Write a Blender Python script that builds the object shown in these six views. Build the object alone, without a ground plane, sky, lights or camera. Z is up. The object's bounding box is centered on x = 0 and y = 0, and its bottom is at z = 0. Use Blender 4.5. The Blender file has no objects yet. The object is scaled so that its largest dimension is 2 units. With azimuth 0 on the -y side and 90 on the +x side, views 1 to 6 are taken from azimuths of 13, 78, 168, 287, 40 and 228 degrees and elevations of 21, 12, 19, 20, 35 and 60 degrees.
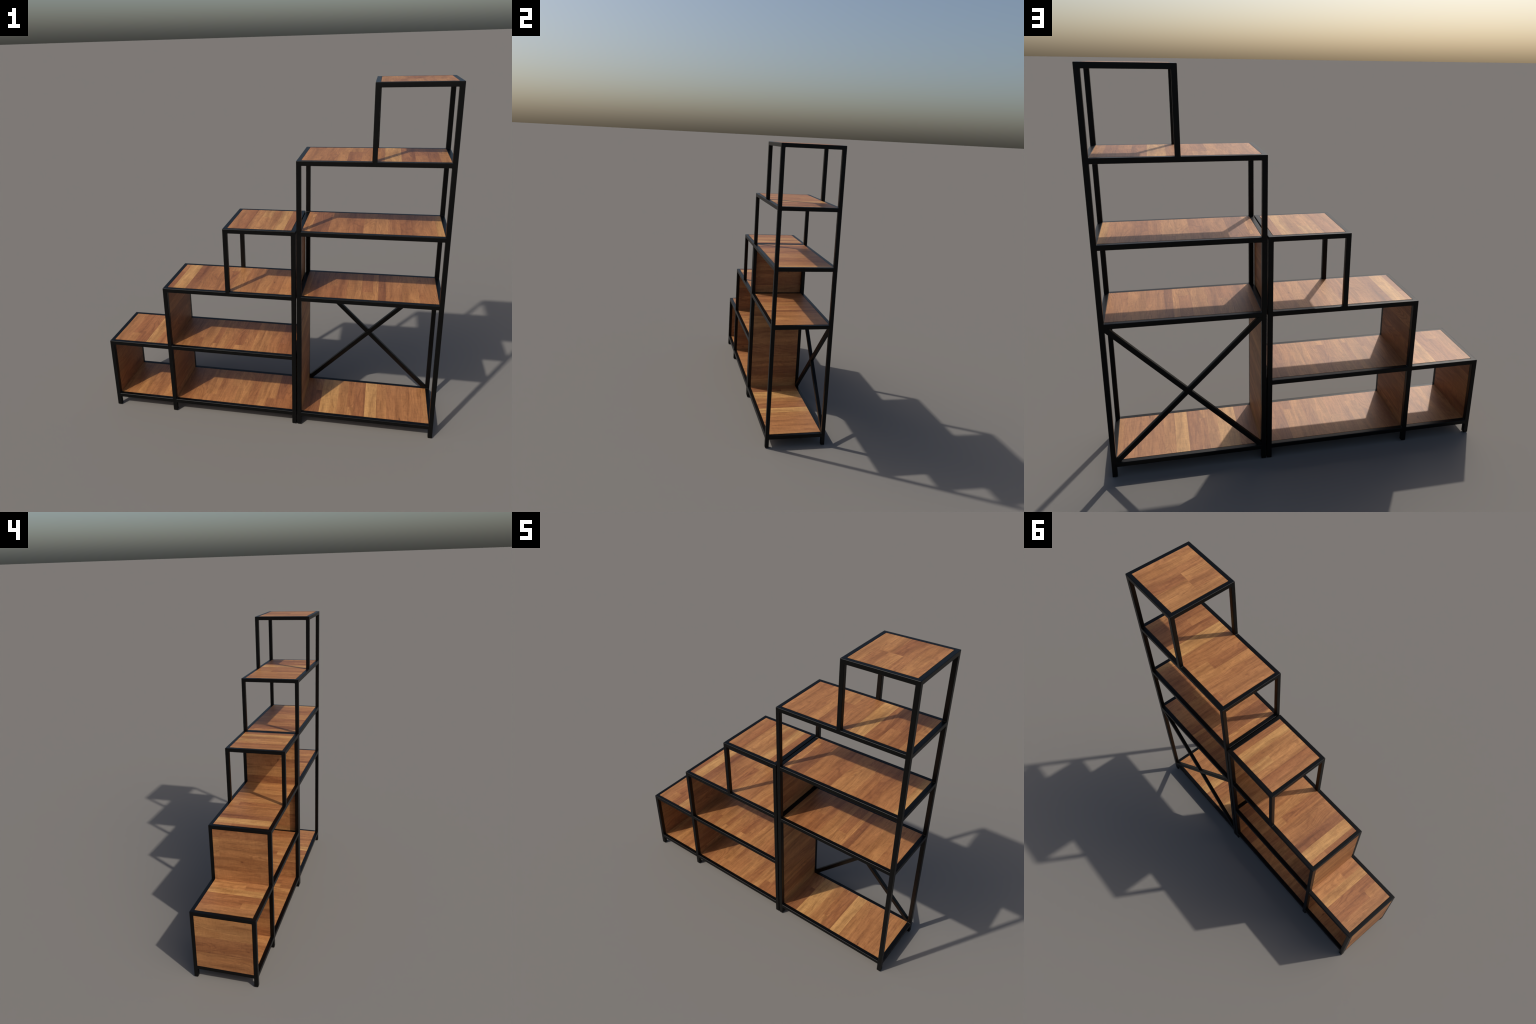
"""Staircase-shaped shelving unit: two black steel frames standing side by side,
filled with flush butcher-block boards (staves glued side by side)."""
import bpy, bmesh, math, random
from mathutils import Vector

random.seed(7)

# ------------------------------------------------------------------ sizes
TUBE = 0.0255                     # square tube of the frame
STEP = 0.3832                     # rise and run of one stair
FOOT = 0.0840                     # height of the lowest rail's top face
HALF_DEPTH = 0.2053
HALF_WIDTH = 0.9863
EDGE = 0.0030                     # rounding of the tube edges
LEVEL = [FOOT + STEP * k for k in range(6)]
LEVEL = [z * 2.0 / LEVEL[5] for z in LEVEL]

FRONT, BACK = -HALF_DEPTH, HALF_DEPTH
LOW = [-HALF_WIDTH + STEP * k for k in range(4)]            # left faces of posts, low module
TALL = [HALF_WIDTH - TUBE - STEP * k for k in (2, 1, 0)]    # left faces of posts, tall module

# ------------------------------------------------------------------ root
root = bpy.data.objects.new("staircase_shelf", None)
bpy.context.collection.objects.link(root)
root["label"] = "stepped black steel frame shelving with butcher-block wood boards"
root["category"] = "shelf unit"


def add_object(name, mesh, parent):
    ob = bpy.data.objects.new(name, mesh)
    bpy.context.collection.objects.link(ob)
    ob.parent = parent
    return ob


# ------------------------------------------------------------------ materials
def node(tree, kind, **props):
    n = tree.nodes.new(kind)
    for key, value in props.items():
        setattr(n, key, value)
    return n


def math_node(tree, op, a, b=None, clamp=False):
    n = node(tree, "ShaderNodeMath", operation=op, use_clamp=clamp)
    for i, v in enumerate((a, b)):
        if v is None:
            continue
        if isinstance(v, (int, float)):
            n.inputs[i].default_value = v
        else:
            tree.links.new(v, n.inputs[i])
    return n.outputs[0]


def noise(tree, vector, scale, detail=2.0, rough=0.5, distortion=0.0):
    n = node(tree, "ShaderNodeTexNoise")
    n.inputs["Scale"].default_value = scale
    n.inputs["Detail"].default_value = detail
    n.inputs["Roughness"].default_value = rough
    n.inputs["Distortion"].default_value = distortion
    tree.links.new(vector, n.inputs["Vector"])
    return n.outputs["Fac"]


def stretch(tree, vector, scale):
    n = node(tree, "ShaderNodeMapping")
    n.inputs["Scale"].default_value = scale
    tree.links.new(vector, n.inputs["Vector"])
    return n.outputs["Vector"]


def ramp(tree, fac, stops):
    n = node(tree, "ShaderNodeValToRGB")
    el = n.color_ramp.elements
    while len(el) > 1:
        el.remove(el[-1])
    el[0].position, el[0].color = stops[0][0], (*stops[0][1], 1)
    for pos, col in stops[1:]:
        e = el.new(pos)
        e.color = (*col, 1)
    tree.links.new(fac, n.inputs["Fac"])
    return n.outputs["Color"]


def mix(tree, fac, a, b, blend="MIX"):
    n = node(tree, "ShaderNodeMix", data_type="RGBA", blend_type=blend)
    for sock, v in ((n.inputs["Factor"], fac), (n.inputs[6], a), (n.inputs[7], b)):
        if isinstance(v, (int, float)):
            sock.default_value = v
        elif isinstance(v, tuple):
            sock.default_value = (*v, 1)
        else:
            tree.links.new(v, sock)
    return n.outputs[2]


def linear(rgb):
    out = []
    for c in rgb:
        c /= 255.0
        out.append(c / 12.92 if c <= 0.04045 else ((c + 0.055) / 1.055) ** 2.4)
    return tuple(out)


def wood_material(name, tone, figure):
    """Long-grained hardwood; the grain runs along y, every stave gets its own cut."""
    mat = bpy.data.materials.new(name)
    mat.use_nodes = True
    t = mat.node_tree
    bsdf = t.nodes["Principled BSDF"]
    coord = node(t, "ShaderNodeTexCoord").outputs["Object"]
    rnd = node(t, "ShaderNodeObjectInfo").outputs["Random"]
    shift = node(t, "ShaderNodeCombineXYZ")
    t.links.new(math_node(t, "MULTIPLY", rnd, 37.0), shift.inputs[0])
    t.links.new(math_node(t, "MULTIPLY", rnd, 91.0), shift.inputs[1])
    t.links.new(math_node(t, "MULTIPLY", rnd, 53.0), shift.inputs[2])
    add = node(t, "ShaderNodeVectorMath", operation="ADD")
    t.links.new(coord, add.inputs[0])
    t.links.new(shift.outputs[0], add.inputs[1])
    pos = add.outputs[0]
    # the fibres wander sideways, so streaks and rings bend instead of running ruler-straight
    drift = node(t, "ShaderNodeTexNoise")
    drift.inputs["Scale"].default_value = 1.0
    drift.inputs["Detail"].default_value = 1.5
    t.links.new(stretch(t, pos, (9.0, 4.5, 9.0)), drift.inputs["Vector"])
    sway = node(t, "ShaderNodeVectorMath", operation="MULTIPLY_ADD")
    t.links.new(drift.outputs["Color"], sway.inputs[0])
    sway.inputs[1].default_value = (0.036, 0.0, 0.036)
    t.links.new(pos, sway.inputs[2])
    pos = sway.outputs[0]

    # growth-ring contours: cathedral arches where the field turns over, thin dark late wood
    field = noise(t, stretch(t, pos, (10.0, 1.7, 10.0)), 1.0, 1.0, 0.4, 0.35)
    wobble = noise(t, stretch(t, pos, (60.0, 14.0, 60.0)), 1.0, 2.0)
    phase = math_node(t, "ADD", math_node(t, "MULTIPLY", field, 105.0), math_node(t, "MULTIPLY", wobble, 4.0))
    rings = math_node(t, "MULTIPLY_ADD", math_node(t, "SINE", phase), 0.5)
    rings.node.inputs[2].default_value = 0.5
    rings = math_node(t, "POWER", rings, 3.0)
    patch = noise(t, stretch(t, pos, (14.0, 4.0, 14.0)), 1.0, 1.0)
    patch = math_node(t, "MULTIPLY", math_node(t, "SUBTRACT", patch, 0.36), 3.2, clamp=True)
    rings = math_node(t, "MULTIPLY", rings, patch)
    # broad colour streaks, fine fibres, short dark pores
    broad = noise(t, stretch(t, pos, (26.0, 1.6, 26.0)), 1.0, 2.0, 0.55, 0.3)
    fibre = noise(t, stretch(t, pos, (190.0, 7.0, 190.0)), 1.0, 3.0, 0.6, 0.2)
    pores = noise(t, stretch(t, pos, (420.0, 26.0, 420.0)), 1.0, 1.0)
    cross = noise(t, stretch(t, pos, (22.0, 60.0, 22.0)), 1.0, 2.0, 0.6, 1.2)

    base = linear(tone)
    dark = tuple(c * f for c, f in zip(base, (0.70, 0.65, 0.61)))
    pale = tuple(c * f for c, f in zip(base, (1.19, 1.21, 1.23)))
    col = ramp(t, broad, [(0.28, dark), (0.50, base), (0.72, pale)])
    # patches of redder heartwood wander along the stave
    heart = noise(t, stretch(t, pos, (13.0, 2.2, 13.0)), 1.0, 3.0, 0.55, 0.6)
    col = mix(t, 1.0, col, ramp(t, heart, [(0.34, (0.86, 0.80, 0.75)), (0.50, (1.0, 1.0, 1.0)), (0.66, (1.07, 1.09, 1.10))]), "MULTIPLY")
    col = mix(t, math_node(t, "MULTIPLY", rings, figure), col,
              tuple(c * f for c, f in zip(base, (0.62, 0.54, 0.50))))
    shade = ramp(t, fibre, [(0.28, (0.70, 0.66, 0.62)), (0.52, (1, 1, 1)), (0.78, (1.15, 1.16, 1.17))])
    col = mix(t, 0.75, col, shade, "MULTIPLY")
    curl = ramp(t, cross, [(0.35, (0.86, 0.85, 0.84)), (0.68, (1.14, 1.15, 1.16))])
    col = mix(t, 0.5, col, curl, "MULTIPLY")
    spots = ramp(t, pores, [(0.30, (0.62, 0.56, 0.52)), (0.38, (1, 1, 1))])
    col = mix(t, 0.55, col, spots, "MULTIPLY")
    # a few pin knots
    vor = node(t, "ShaderNodeTexVoronoi", feature="F1")
    vor.inputs["Scale"].default_value = 1.0
    t.links.new(stretch(t, pos, (11.0, 5.0, 11.0)), vor.inputs["Vector"])
    knot = ramp(t, vor.outputs["Distance"], [(0.03, (0.45, 0.36, 0.30)), (0.075, (1, 1, 1))])
    col = mix(t, 0.8, col, knot, "MULTIPLY")
    t.links.new(col, bsdf.inputs["Base Color"])

    bsdf.inputs["Roughness"].default_value = 0.51
    bsdf.inputs["Specular IOR Level"].default_value = 0.5
    bump = node(t, "ShaderNodeBump")
    bump.inputs["Strength"].default_value = 0.08
    bump.inputs["Distance"].default_value = 0.001
    t.links.new(fibre, bump.inputs["Height"])
    t.links.new(bump.outputs[0], bsdf.inputs["Normal"])
    return mat


WOOD = {
    "D": wood_material("wood_dark_red", (137, 87, 51), 0.70),
    "R": wood_material("wood_reddish", (150, 97, 56), 0.70),
    "M": wood_material("wood_middle", (160, 107, 62), 0.65),
    "T": wood_material("wood_tan", (169, 117, 68), 0.55),
    "L": wood_material("wood_light", (183, 135, 80), 0.40),
}


def steel_material():
    mat = bpy.data.materials.new("black_powder_coated_steel")
    mat.use_nodes = True
    t = mat.node_tree
    bsdf = t.nodes["Principled BSDF"]
    coord = node(t, "ShaderNodeTexCoord").outputs["Object"]
    grain = noise(t, coord, 900.0, 2.0)
    cloud = noise(t, coord, 7.0, 3.0)
    t.links.new(ramp(t, cloud, [(0.3, (0.0012, 0.0012, 0.0012)), (0.7, (0.0018, 0.0018, 0.0017))]),
                bsdf.inputs["Base Color"])
    bsdf.inputs["Roughness"].default_value = 0.38
    bsdf.inputs["Specular IOR Level"].default_value = 0.2
    bump = node(t, "ShaderNodeBump")
    bump.inputs["Strength"].default_value = 0.05
    bump.inputs["Distance"].default_value = 0.0005
    t.links.new(grain, bump.inputs["Height"])
    t.links.new(bump.outputs[0], bsdf.inputs["Normal"])
    return mat


STEEL = steel_material()


# ------------------------------------------------------------------ welded frames
def frame_bars(posts, front_rails, side_rails):
    """posts: (x, z0, z1); front_rails: (x0, x1, level) between post faces, front and back;
    side_rails: (x, level).  Returns lists of boxes (lo, hi)."""
    post_boxes, rail_boxes = [], []
    ends = ((FRONT, FRONT + TUBE), (BACK - TUBE, BACK))
    for x, z0, z1 in posts:
        for y0, y1 in ends:
            post_boxes.append(((x, y0, z0), (x + TUBE, y1, z1)))
    for x0, x1, k in front_rails:
        for y0, y1 in ends:
            rail_boxes.append(((x0, y0, LEVEL[k] - TUBE), (x1, y1, LEVEL[k])))
    for x, k in side_rails:
        rail_boxes.append(((x, FRONT + TUBE, LEVEL[k] - TUBE), (x + TUBE, BACK - TUBE, LEVEL[k])))
    return post_boxes, rail_boxes


def build_frame(post_boxes, rail_boxes):
    """One welded skin around all bars, every edge and inner corner rounded, then cut into
    post and rail objects that share border vertices and normals."""
    boxes = post_boxes + rail_boxes
    grid = []
    for a in range(3):
        values = sorted({round(v, 6) for b in boxes for v in (b[0][a], b[1][a])})
        grid.append(values)
    index = [{v: i for i, v in enumerate(g)} for g in grid]
    filled = set()
    for lo, hi in boxes:
        r = [range(index[a][round(lo[a], 6)], index[a][round(hi[a], 6)]) for a in range(3)]
        filled.update((i, j, k) for i in r[0] for j in r[1] for k in r[2])
    bm = bmesh.new()
    cache = {}

    def corner(c):
        if c not in cache:
            cache[c] = bm.verts.new([grid[a][c[a]] for a in range(3)])
        return cache[c]

    for cell in filled:
        for a in range(3):
            b, c = (a + 1) % 3, (a + 2) % 3
            for side in (0, 1):
                other = list(cell)
                other[a] += 1 if side else -1
                if tuple(other) in filled:
                    continue
                quad = []
                for db, dc in ((0, 0), (1, 0), (1, 1), (0, 1)):
                    p = list(cell)
                    p[a] += side
                    p[b] += db
                    p[c] += dc
                    quad.append(corner(tuple(p)))
                bm.faces.new(quad if side else quad[::-1])
    bm.normal_update()
    sharp = [e for e in bm.edges if len(e.link_faces) == 2 and e.calc_face_angle() > 0.5]
    bmesh.ops.bevel(bm, geom=sharp, offset=EDGE, offset_type="OFFSET", segments=3, profile=0.5,
                    affect="EDGES", clamp_overlap=True)
    bm.normal_update()
    bm.verts.index_update()
    # area-weighted normals keep the flats flat and the roundings smooth
    normal = {}
    for v in bm.verts:
        n = Vector()
        for f in v.link_faces:
            n += f.normal * f.calc_area() ** 1.0
        normal[v.index] = n.normalized()

    def owner(p):
        tight, loose = 2e-5, EDGE * 1.5
        for i, (lo, hi) in enumerate(post_boxes):
            if all(lo[a] - tight <= p[a] <= hi[a] + tight for a in range(3)):
                return i
        for i, (lo, hi) in enumerate(rail_boxes):
            if all(lo[a] - loose <= p[a] <= hi[a] + loose for a in range(3)):
                return len(post_boxes) + i
        return 0

    regions = {}
    for f in bm.faces:
        regions.setdefault(owner(f.calc_center_median()), []).append(f)
    for i, faces in sorted(regions.items()):
        order, verts = {}, []
        for f in faces:
            for v in f.verts:
                if v.index not in order:
                    order[v.index] = len(verts)
                    verts.append(v)
        mesh = bpy.data.meshes.new("post" if i < len(post_boxes) else "rail")
        mesh.from_pydata([v.co[:] for v in verts], [], [[order[v.index] for v in f.verts] for f in faces])
        mesh.polygons.foreach_set("use_smooth", [True] * len(mesh.polygons))
        mesh.update()
        mesh.normals_split_custom_set_from_vertices([normal[v.index] for v in verts])
        mesh.materials.append(STEEL)
        add_object(mesh.name.split(".")[0], mesh, root)
    bm.free()


L0, L1, L2, L3 = LOW
R0, R1, R2 = TALL
R0 -= 0.0008
build_frame(*frame_bars(
    posts=[(L0, 0, LEVEL[1]), (L1, 0, LEVEL[2]), (L2, LEVEL[2], LEVEL[3]), (L3, 0, LEVEL[3])],
    front_rails=[(L0 + TUBE, L1, 0), (L1 + TUBE, L3, 0), (L0 + TUBE, L1, 1), (L1 + TUBE, L3, 1),
                 (L1 + TUBE, L3, 2), (L2 + TUBE, L3, 3)],
    side_rails=[(L0, 0), (L0, 1), (L1, 2), (L2, 3), (L3, 0), (L3, 1), (L3, 2), (L3, 3)]))
build_frame(*frame_bars(
    posts=[(R0, 0, LEVEL[4]), (R1, LEVEL[4], LEVEL[5]), (R2, 0, LEVEL[5])],
    front_rails=[(R0 + TUBE, R2, 0), (R0 + TUBE, R2, 2), (R0 + TUBE, R2, 3), (R0 + TUBE, R2, 4),
                 (R1 + TUBE, R2, 5)],
    side_rails=[(R0, 0), (R0, 2), (R0, 3), (R0, 4), (R1, 5), (R2, 0), (R2, 2), (R2, 3), (R2, 4), (R2, 5)]))


# ------------------------------------------------------------------ cross brace behind the lowest bay
def clip(poly, point, normal):
    """Keep the part of a 2D polygon on the side the normal points to."""
    out = []
    for i, a in enumerate(poly):
        b = poly[(i + 1) % len(poly)]
        da = (a[0] - point[0]) * normal[0] + (a[1] - point[1]) * normal[1]
        db = (b[0] - point[0]) * normal[0] + (b[1] - point[1]) * normal[1]
        if da >= 0:
            out.append(a)
        if da * db < 0:
            s = da / (da - db)
            out.append((a[0] + (b[0] - a[0]) * s, a[1] + (b[1] - a[1]) * s))
    return out


def brace_bar(polygon):
    y0, y1 = BACK - TUBE + 0.0007, BACK - 0.0007
    bm = bmesh.new()
    near = [bm.verts.new((x, y0, z)) for x, z in polygon]
    far = [bm.verts.new((x, y1, z)) for x, z in polygon]
    n = len(polygon)
    bm.faces.new(near)
    bm.faces.new(far[::-1])
    for i in range(n):
        bm.faces.new((near[i], far[i], far[(i + 1) % n], near[(i + 1) % n]))
    bmesh.ops.recalc_face_normals(bm, faces=bm.faces)
    # round only the edges along the bar
    longest = max((e.calc_length() for e in bm.edges))
    long_edges = [e for e in bm.edges if e.calc_length() > 0.35 * longest and abs(e.verts[0].co.y - e.verts[1].co.y) < 1e-6]
    bmesh.ops.bevel(bm, geom=long_edges, offset=EDGE, segments=2, profile=0.5, affect="EDGES")
    mesh = bpy.data.meshes.new("cross_brace")
    bm.to_mesh(mesh)
    bm.free()
    mesh.materials.append(STEEL)
    add_object("cross_brace", mesh, root)


bay = (R0 + TUBE - 0.001, R2 + 0.001, LEVEL[0] - 0.001, LEVEL[2] - TUBE + 0.001)


def diagonal(rising):
    x0, x1, z0, z1 = bay
    a, b = ((x0, z0), (x1, z1)) if rising else ((x0, z1), (x1, z0))
    length = math.hypot(b[0] - a[0], b[1] - a[1])
    d = ((b[0] - a[0]) / length, (b[1] - a[1]) / length)
    n = (-d[1], d[0])
    h = TUBE / 2
    p = [(a[0] - d[0] * .1 + n[0] * h, a[1] - d[1] * .1 + n[1] * h), (a[0] - d[0] * .1 - n[0] * h, a[1] - d[1] * .1 - n[1] * h),
         (b[0] + d[0] * .1 - n[0] * h, b[1] + d[1] * .1 - n[1] * h), (b[0] + d[0] * .1 + n[0] * h, b[1] + d[1] * .1 + n[1] * h)]
    for point, normal in (((x0, 0), (1, 0)), ((x1, 0), (-1, 0)), ((0, z0), (0, 1)), ((0, z1), (0, -1))):
        p = clip(p, point, normal)
    return p, n


rising, across = diagonal(True)
falling, _ = diagonal(False)
brace_bar(rising)
middle = ((bay[0] + bay[1]) / 2, (bay[2] + bay[3]) / 2)
for s in (1, -1):
    edge = (middle[0] + across[0] * s * TUBE / 2, middle[1] + across[1] * s * TUBE / 2)
    brace_bar(clip(falling, edge, (across[0] * s, across[1] * s)))


# ------------------------------------------------------------------ butcher-block boards
GAP = 0.0003      # clearance to the tubes
SET = -0.0004     # boards stand a hair proud of the tube faces
CORE = 0.004      # backing sheet the staves are glued to


def box_mesh(name, lo, hi, mat):
    mesh = bpy.data.meshes.new(name)
    c = [(x, y, z) for x in (lo[0], hi[0]) for y in (lo[1], hi[1]) for z in (lo[2], hi[2])]
    mesh.from_pydata(c, [], [(0, 1, 3, 2), (4, 6, 7, 5), (0, 4, 5, 1), (2, 3, 7, 6), (0, 2, 6, 4), (1, 5, 7, 3)])
    mesh.materials.append(WOOD[mat])
    return mesh


INNER_FRONT, INNER_BACK = FRONT + TUBE + GAP, BACK - TUBE - GAP


def lay_staves(parent, start, stop, layout, place):
    """layout: columns (end, tones); tones is 'front tone' or 'front tone, joint y, back tone'.
    place(u0, u1, y0, y1) -> (lo, hi)."""
    u = start
    for i, (end, tones) in enumerate(layout):
        e = stop if i == len(layout) - 1 else end
        if isinstance(tones, str):
            pieces = [(INNER_FRONT, INNER_BACK, tones)]
        else:
            pieces = [(INNER_FRONT, tones[1], tones[0]), (tones[1], INNER_BACK, tones[2])]
        for y0, y1, tone in pieces:
            lo, hi = place(u, e, y0, y1)
            add_object("stave", box_mesh("stave", lo, hi, tone), parent)
        u = e


def shelf(x0, x1, level, layout):
    top, bottom = LEVEL[level] - SET, LEVEL[level] - TUBE + SET
    x0, x1 = x0 + GAP, x1 - GAP
    board = add_object("shelf", box_mesh("shelf", (x0, INNER_FRONT, bottom), (x1, INNER_BACK, bottom + CORE), "M"), root)
    lay_staves(board, x0, x1, layout,
               lambda u0, u1, y0, y1: ((u0, y0, bottom + CORE), (u1, y1, top)))


def side_panel(x, z0, z1, outer, inner):
    """Upright board in a post plane; staves on both faces, stacked in z, grain along y."""
    a, b = x + SET, x + TUBE - SET
    mid = (a + b) / 2
    z0, z1 = z0 + GAP - min(SET, 0), z1 - GAP + min(SET, 0)
    panel = add_object("side_panel", box_mesh("side_panel", (mid - CORE / 2, INNER_FRONT, z0), (mid + CORE / 2, INNER_BACK, z1), "M"), root)
    lay_staves(panel, z0, z1, outer, lambda u0, u1, y0, y1: ((a, y0, u0), (mid - CORE / 2, y1, u1)))
    lay_staves(panel, z0, z1, inner, lambda u0, u1, y0, y1: ((mid + CORE / 2, y0, u0), (b, y1, u1)))


shelf(L0 + TUBE, L3, 0, [
    (-.925, "T"), (-.868, "M"), (-.80, "T"), (-.751, "M"), (-.680, "M"), (-.612, "T"), (-.56, "M"), (-.486, "R"),
    (-.415, "M"), (-.344, ("M", -.11, "T")), (-.271, "M"), (-.218, ("M", .006, "T")), (-.135, "T"), (-.075, "M"),
    (-.016, "T"), (.040, ("R", -.093, "T")), (.095, ("R", -.093, "D")), (1, "R")])
shelf(L0 + TUBE, L3, 1, [
    (-.93, "T"), (-.883, "M"), (-.83, ("T", -.078, "R")), (-.754, "R"), (-.692, "L"), (-.612, ("M", -.044, "T")),
    (-.527, "M"), (-.478, ("T", -.121, "M")), (-.409, ("R", -.069, "M")), (-.340, "T"), (-.303, ("T", -.128, "R")),
    (-.25, "T"), (-.201, "M"), (-.151, ("T", -.126, "R")), (-.093, "M"), (-.045, "T"), (.002, "T"), (.068, "M"),
    (.115, ("R", -.067, "D")), (1, "R")])
shelf(L1 + TUBE, L3, 2, [
    (-.545, ("R", .063, "M")), (-.470, "L"), (-.405, "D"), (-.262, "M"), (-.209, ("R", .115, "T")),
    (-.142, "T"), (-.048, "M"), (.02, "T"), (.087, "M"), (1, "T")])
shelf(L2 + TUBE, L3, 3, [
    (-.150, "M"), (-.090, "R"), (-.045, "T"), (.012, ("T", .042, "L")), (.065, "T"), (.120, "L"), (1, "R")])
shelf(R0 + TUBE, R2, 0, [
    (.255, "R"), (.320, ("D", .05, "M")), (.378, "L"), (.424, "L"), (.482, "T"), (.524, ("T", -.10, "M")), (.590, "R"),
    (.659, "L"), (.720, "T"), (.850, "M"), (.935, "M"), (1, "T")])
shelf(R0 + TUBE, R2, 2, [
    (.252, "T"), (.345, "R"), (.405, ("R", -.012, "M")), (.462, "R"), (.545, "T"), (.608, ("T", -.081, "R")), (.638, "T"),
    (.680, "D"), (.770, "M"), (.860, "T"), (1, "M")])
shelf(R0 + TUBE, R2, 3, [
    (.246, "M"), (.264, ("T", .140, "R")), (.360, "D"), (.470, "M"), (.545, "R"), (.613, "T"),
    (.674, ("T", .110, "R")), (.740, ("M", .07, "R")), (.797, "R"), (.925, "M"), (1, "L")])
shelf(R0 + TUBE, R2, 4, [
    (.245, "M"), (.314, ("M", .150, "R")), (.40, "M"), (.451, "T"), (.521, ("R", .059, "T")), (.568, "M"),
    (.585, ("M", .106, "R")), (.638, "M"), (.721, "L"), (.791, "R"), (.851, ("M", -.037, "R")), (.912, "R"), (1, "T")])
shelf(R1 + TUBE, R2, 5, [
    (.664, "T"), (.746, ("M", -.018, "T")), (.803, ("T", -.02, "R")), (.862, "M"), (.925, "T"), (1, "M")])

end_panel = [(.192, "M"), (.305, "R"), (1, "T")]
end_inner = [(.20, "R"), (.27, "M"), (.36, "M"), (1, "R")]
side_panel(L0, LEVEL[0], LEVEL[1] - TUBE, end_panel, end_inner)
side_panel(L1, LEVEL[0], LEVEL[1] - TUBE, [(.15, "R"), (.22, "M"), (.29, "D"), (.37, "M"), (1, "R")],
           [(.13, "M"), (.21, "R"), (.26, "D"), (.33, "R"), (.39, "M"), (1, "R")])
side_panel(L1, LEVEL[1], LEVEL[2] - TUBE, [(.545, "M"), (.64, "M"), (.772, ("M", .14, "T")), (1, "R")],
           [(.53, "R"), (.60, "R"), (.68, "D"), (.75, "M"), (1, "R")])
side_panel(L3, LEVEL[0], LEVEL[1] - TUBE, [(.14, "M"), (.21, "R"), (.28, "M"), (.35, "R"), (1, "M")],
           [(.16, "M"), (.24, "R"), (.33, "M"), (.40, "T"), (1, "M")])
side_panel(L3, LEVEL[2], LEVEL[3] - TUBE, [(.906, "R"), (.982, "T"), (1.046, ("R", -.05, "M")), (1.12, "T"), (1, "M")],
           [(.91, "M"), (.97, "R"), (1.03, "M"), (1.08, "M"), (1.14, "R"), (1, "M")])
side_panel(R0, LEVEL[0], LEVEL[2] - TUBE, [(.2, "M"), (.3, "T"), (.42, "R"), (.5, "T"), (.6, "M"), (.7, "T"), (1, "M")],
           [(.150, "T"), (.192, "M"), (.255, "D"), (.30, "M"), (.365, "M"), (.43, "R"), (.491, "M"), (.58, "M"), (.67, "T"), (.74, "M"), (1, "T")])
